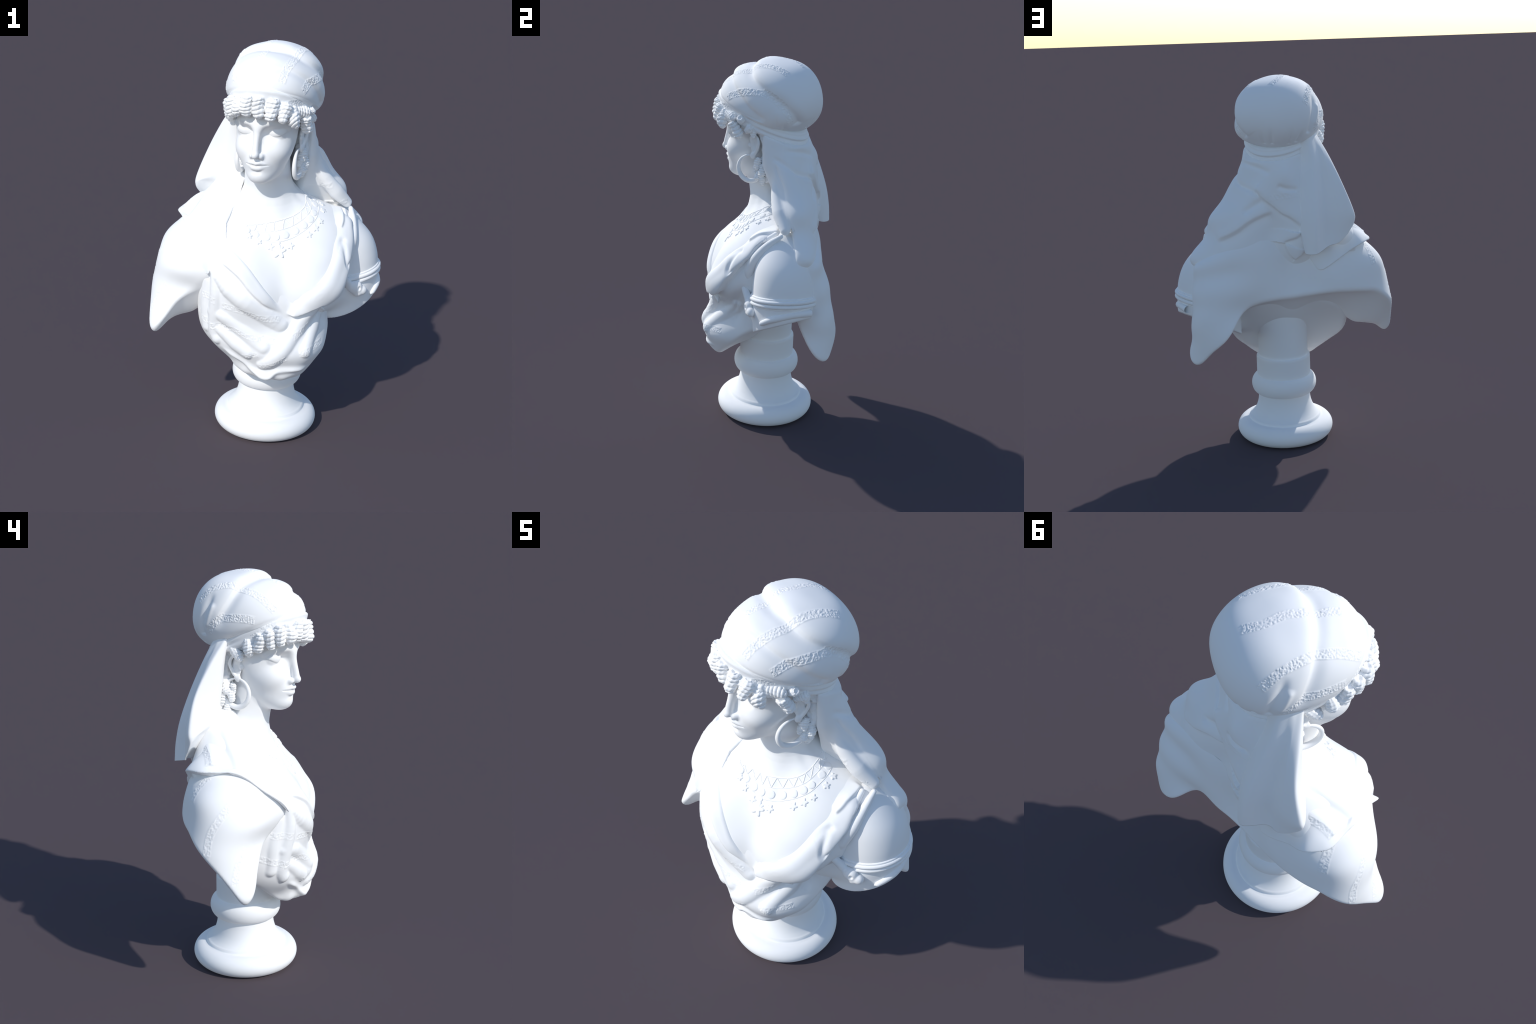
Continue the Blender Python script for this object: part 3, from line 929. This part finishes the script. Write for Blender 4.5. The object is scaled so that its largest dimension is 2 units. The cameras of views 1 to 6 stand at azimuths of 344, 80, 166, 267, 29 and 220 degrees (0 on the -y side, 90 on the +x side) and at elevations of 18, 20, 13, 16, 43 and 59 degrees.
for k, c in enumerate((
        [(.069, .149, 1.955), (.013, .102, 1.985), (-.021, .035, 1.998), (-.054, -.01, 1.991), (-.072, -.05, 1.976), (-.10, -.10, 1.957), (-.125, -.14, 1.94)],
        [(-.062, -.256, 1.837), (-.035, -.227, 1.886), (.005, -.18, 1.919), (.046, -.133, 1.941), (.062, -.11, 1.954), (.088, -.072, 1.966), (.129, -.014, 1.965), (.175, .049, 1.937)],
        [(.045, -.244, 1.797), (.09, -.203, 1.832), (.14, -.15, 1.845), (.185, -.095, 1.849), (.21, -.045, 1.838), (.226, -.01, 1.815), (.237, .029, 1.769), (.215, .067, 1.70)],
        [(-.085, .232, 1.855), (-.11, .197, 1.897), (-.128, .157, 1.924), (-.158, .075, 1.934), (-.188, .015, 1.918), (-.21, -.03, 1.897), (-.229, -.069, 1.868), (-.24, -.112, 1.827)],
        [(-.144, .19, 1.721), (-.175, .168, 1.764), (-.197, .133, 1.793), (-.225, .077, 1.796), (-.247, .018, 1.794), (-.254, -.017, 1.788)])):
    turban.embroider(c, .0165, depth=.0028, seed=40 + k)
turban.make("turban")

band = Clay(*polygonise(band_field, (-.3, -.33, 1.5), (.3, .33, 1.95), .003))
band.V = relax(band.V, band.F, 1)
band.renew(2)
band.embroider([(-.068, -.254, 1.743), (.006, -.244, 1.752), (.062, -.211, 1.737)], .014, seed=70)
band.embroider([(-.224, -.009, 1.709), (-.236, -.052, 1.741), (-.24, -.103, 1.771)], .014, seed=71)
band.make("turban_band")

# =====================================================================
#  HAIR
# =====================================================================
def at_head(l, f, z):
    return HO + l * HL + f * HF + z * HU


def curl_mesh(seed):
    r = np.random.default_rng(seed)
    n, m = 90, 40
    t = np.linspace(0, 1, n)[:, None]
    a = np.linspace(0, 2 * math.pi, m, endpoint=False)[None]
    body = .027 * np.sqrt(np.clip(1 - np.abs(2 * t - 1) ** 2.8, 0, 1)) * (1 + .10 * np.sin(2.3 * t * math.pi + r.uniform(0, 6)))
    turns = r.uniform(5.2, 6.6)
    ph = t * turns + a / (2 * math.pi) + .12 * np.sin(a * 2 + r.uniform(0, 6))
    saw = np.abs(((ph % 1) - .5) * 2)
    R = body * (1 - .26 * saw ** 3 + .05 * np.sin(9 * a + 7 * t + r.uniform(0, 6)))
    sx, sy = .006 * np.sin(t * 5 + r.uniform(0, 6)), .004 * np.cos(t * 4 + r.uniform(0, 6))
    z = (.5 - t) * .098 + .006 * np.cos(a + r.uniform(0, 6)) * (1 - np.abs(2 * t - 1))
    # scroll hole at the top end
    z = z - .016 * np.exp(-(R / .010) ** 2) * (t < .5)
    V = np.stack([R * np.cos(a) + sx, R * np.sin(a) * .95 + sy, z + 0 * a], -1).reshape(-1, 3)
    i, j = np.meshgrid(np.arange(n - 1), np.arange(m), indexing="ij")
    j2 = (j + 1) % m
    return V, np.stack([i * m + j, (i + 1) * m + j, (i + 1) * m + j2, i * m + j2], -1).reshape(-1, 4)


from mathutils import Matrix, Euler
CURL_MESHES = []
for k in range(5):
    o = make("hair_curl", *curl_mesh(k))
    CURL_MESHES.append(o.data)
    bpy.data.objects.remove(o)


def add_curl(l, f, z, size=1.0, lean=0.0, tilt=0.0, k=0, thin=1.0):
    o = bpy.data.objects.new("hair_curl", CURL_MESHES[k % 5])
    bpy.context.scene.collection.objects.link(o)
    o.parent = ROOT
    ang = math.atan2(HF[1], HF[0]) + math.atan2(-l, max(f, .02))
    o.matrix_world = Matrix.Translation(Vector(at_head(l, f, z))) @ Matrix.Rotation(ang, 4, "Z") @ Euler((lean, tilt, k * 1.3), "XYZ").to_matrix().to_4x4() @ Matrix.Diagonal((size * thin, size * thin, size, 1))
    return o


FRINGE = [(-.172, .045, 1.625, .85, -.7), (-.172, .105, 1.660, .9, -.25), (-.166, .158, 1.682, .95, -.2), (-.152, .205, 1.700, .95, -.12), (-.130, .243, 1.718, 1.0, -.1), (-.093, .266, 1.725, 1.0, -.05), (-.048, .280, 1.730, 1.05, .0),
          (.008, .283, 1.728, 1.05, .05), (.065, .272, 1.722, 1.1, .12), (.115, .245, 1.708, 1.0, .22), (.146, .202, 1.680, 1.0, .45), (.168, .150, 1.705, .9, 1.25), (.183, .115, 1.640, 1.0, .55), (.178, .09, 1.69, .75, .9), (.176, .045, 1.650, .75, .9), (.172, .02, 1.635, .6, .3)]
for k, (l, f, z, sz, lean) in enumerate(FRINGE):
    out = 1 + .009 / math.hypot(l, f)
    add_curl(l * out, f * out, z + .004, sz * 1.08, lean, .12 * math.sin(k * 2.1), k)
for k, (l, f, z, sz, lean) in enumerate([(-.158, -.025, 1.47, .85, .5), (-.162, -.06, 1.455, .9, .25), (-.155, .0, 1.43, .75, -.3), (-.162, -.04, 1.41, .8, .3), (-.155, -.02, 1.37, .7, .15), (-.160, -.07, 1.375, .7, .0), (-.15, .01, 1.46, .6, .0), (-.155, -.095, 1.43, .8, .2),
                                         (.152, .005, 1.475, .75, .3), (.155, -.02, 1.44, .8, .1), (.148, .005, 1.415, .65, -.2), (.148, -.02, 1.385, .65, .2), (.142, .02, 1.44, .55, .0)]):
    add_curl(l, f, z, sz, lean, .1 * math.cos(k), k + 2)


def hair_field(P):
    q = head_local(P)
    s = q.copy()
    s[:, 0] = np.abs(s[:, 0])
    f = tube(s, [(0, .255, 1.735), (.085, .242, 1.73), (.138, .20, 1.71), (.148, .13, 1.68), (.150, .06, 1.665), (.142, -.01, 1.64), (.132, -.045, 1.56), (.130, -.042, 1.47), (.125, -.042, 1.39)], (.034, .034, .03, .028, .024, .026, .034, .036, .02), n=40)
    return f


V, F = polygonise(hair_field, (-.35, -.35, 1.3), (.3, .25, 1.85), .004)
hair = Clay(relax(V, F, 1), F)
hair.V += hair.N * ((grain(hair.V, 70, 3) - .5) * .012 + (grain(hair.V, 160, 4) - .5) * .006)[:, None]
hair.make("hair")

# =====================================================================
#  EARRINGS
# =====================================================================
for l, f, z in ((.142, .055, 1.440), (-.152, .03, 1.441)):
    a = np.linspace(0, 2 * math.pi, 72, endpoint=False)
    R = .066
    pts = np.stack([at_head(l, f + R * math.sin(x), z + (R + .002) * math.cos(x)) for x in a])
    make("earring", *sweep(pts, .0035 + .0095 * (np.abs(np.sin(a / 2)) ** .9), closed=True, ref=HL))

# =====================================================================
#  NECKLACE
# =====================================================================
def on_skin(p, lift=0.0):
    p = np.atleast_2d(np.asarray(p, float)).copy()
    e = 1e-3
    for _ in range(6):
        f = chest_field(p) - lift
        g = np.stack([(chest_field(p + np.eye(3)[i] * e) - chest_field(p - np.eye(3)[i] * e)) / (2 * e) for i in range(3)], 1)
        p -= (f / ((g ** 2).sum(1) + 1e-9))[:, None] * g
    return p, g / np.linalg.norm(g, axis=1, keepdims=True)


RIM_IN = spline([(.158, .03, 1.268), (.16, -.03, 1.254), (.145, -.086, 1.228), (.11, -.118, 1.203), (.05, -.135, 1.178), (-.02, -.14, 1.163), (-.08, -.135, 1.155), (-.14, -.125, 1.15), (-.19, -.10, 1.155)], 261)
RIM_OUT = spline([(.221, -.01, 1.23), (.221, -.06, 1.215), (.194, -.127, 1.178), (.157, -.156, 1.147), (.108, -.176, 1.117), (.047, -.188, 1.089), (-.015, -.19, 1.075), (-.07, -.18, 1.08), (-.13, -.155, 1.10), (-.175, -.13, 1.125)], 261)


def net(u, w):
    i = np.clip(u, 0, 1) * 260
    k = np.minimum(i.astype(int), 259)
    t = (i - k)[:, None]
    a = RIM_IN[k] * (1 - t) + RIM_IN[k + 1] * t
    b = RIM_OUT[k] * (1 - t) + RIM_OUT[k + 1] * t
    return a + (b - a) * np.asarray(w)[:, None]


def cord(u0, w0, u1, w1, n, r):
    t = np.linspace(0, 1, n)
    p, _ = on_skin(net(u0 + (u1 - u0) * t, w0 + (w1 - w0) * t), .0008)
    return sweep(p, r, m=8)


BAYS = 11
cv, cf, off = [], [], 0
parts = [cord(0, 0, 1, 0, 120, .0017), cord(0, .45, 1, .45, 120, .0015), cord(0, 1, 1, 1, 120, .0019)]
for k in range(BAYS):
    u0, um, u1 = k / BAYS, (k + .5) / BAYS, (k + 1) / BAYS
    parts += [cord(u0, 0, um, .45, 9, .0018), cord(um, .45, u1, 0, 9, .0018)]
for V, F in parts:
    cv.append(V)
    cf.append(F + off)
    off += len(V)
make("necklace_chain", np.vstack(cv), np.vstack(cf))


def plate(outline, h, bevel=.0012):
    o = np.asarray(outline, float)
    n = len(o)
    c = o.mean(0)
    rings = [(1.0, -.004), (1.0, h - bevel), (1 - bevel / .014, h), (.5, h + .0004)]
    V = [np.c_[c + (o - c) * k, np.full(n, z)] for k, z in rings] + [np.array([[c[0], c[1], h + .0005]])]
    F = []
    for r in range(len(rings) - 1):
        for j in range(n):
            F.append((r * n + j, r * n + (j + 1) % n, (r + 1) * n + (j + 1) % n, (r + 1) * n + j))
    top = (len(rings) - 1) * n
    F += [(top + j, top + (j + 1) % n, len(rings) * n) for j in range(n)]
    return np.vstack(V), F


def star_outline(r, inner=.56, n=60, round_=.9):
    a = np.linspace(0, 2 * math.pi, n, endpoint=False)
    w = (np.cos(5 * a) * .5 + .5) ** 1.1
    return np.c_[r * (inner + (1 - inner) * w) * np.sin(a), r * (inner + (1 - inner) * w) * np.cos(a)]


a = np.linspace(0, 2 * math.pi, 32, endpoint=False)
disc_o = make("necklace_disc", *plate(np.c_[np.cos(a), np.sin(a)] * .0198, .0032))
star_o = make("necklace_star", *plate(star_outline(.0195, .60), .0038))
pend_o = make("star_pendant", *plate(star_outline(.036, .5), .0048, .002))
disc_m, star_m, pend_m = disc_o.data, star_o.data, pend_o.data
for o in (disc_o, star_o, pend_o):
    bpy.data.objects.remove(o)


def hang(name, mesh, p, spin=0.0, size=1.0):
    q, n = on_skin(p, 0)
    z = Vector(n[0])
    y = (Vector((0, 0, 1)) - z * z.z).normalized()
    x = y.cross(z)
    o = bpy.data.objects.new(name, mesh)
    bpy.context.scene.collection.objects.link(o)
    o.parent = ROOT
    M = Matrix((x, y, z)).transposed().to_4x4()
    o.matrix_world = Matrix.Translation(Vector(q[0])) @ M @ Matrix.Rotation(spin, 4, "Z") @ Matrix.Diagonal((size, size, 1, 1))


for k in range(BAYS):
    u = np.array([(k + .5) / BAYS])
    hang("necklace_disc", disc_m, net(u, [.74])[0], 0, 1.0 if 2 < k < 9 else .85)
    if k != 5:
        hang("necklace_star", star_m, net(u, [1.34])[0], .2 * math.sin(3 * k), 1.0 if 2 < k < 9 else .85)
hang("star_pendant", pend_m, (-.021, -.215, 1.033))
hang("necklace_disc", disc_m, (-.019, -.192, 1.070), 0, .5)
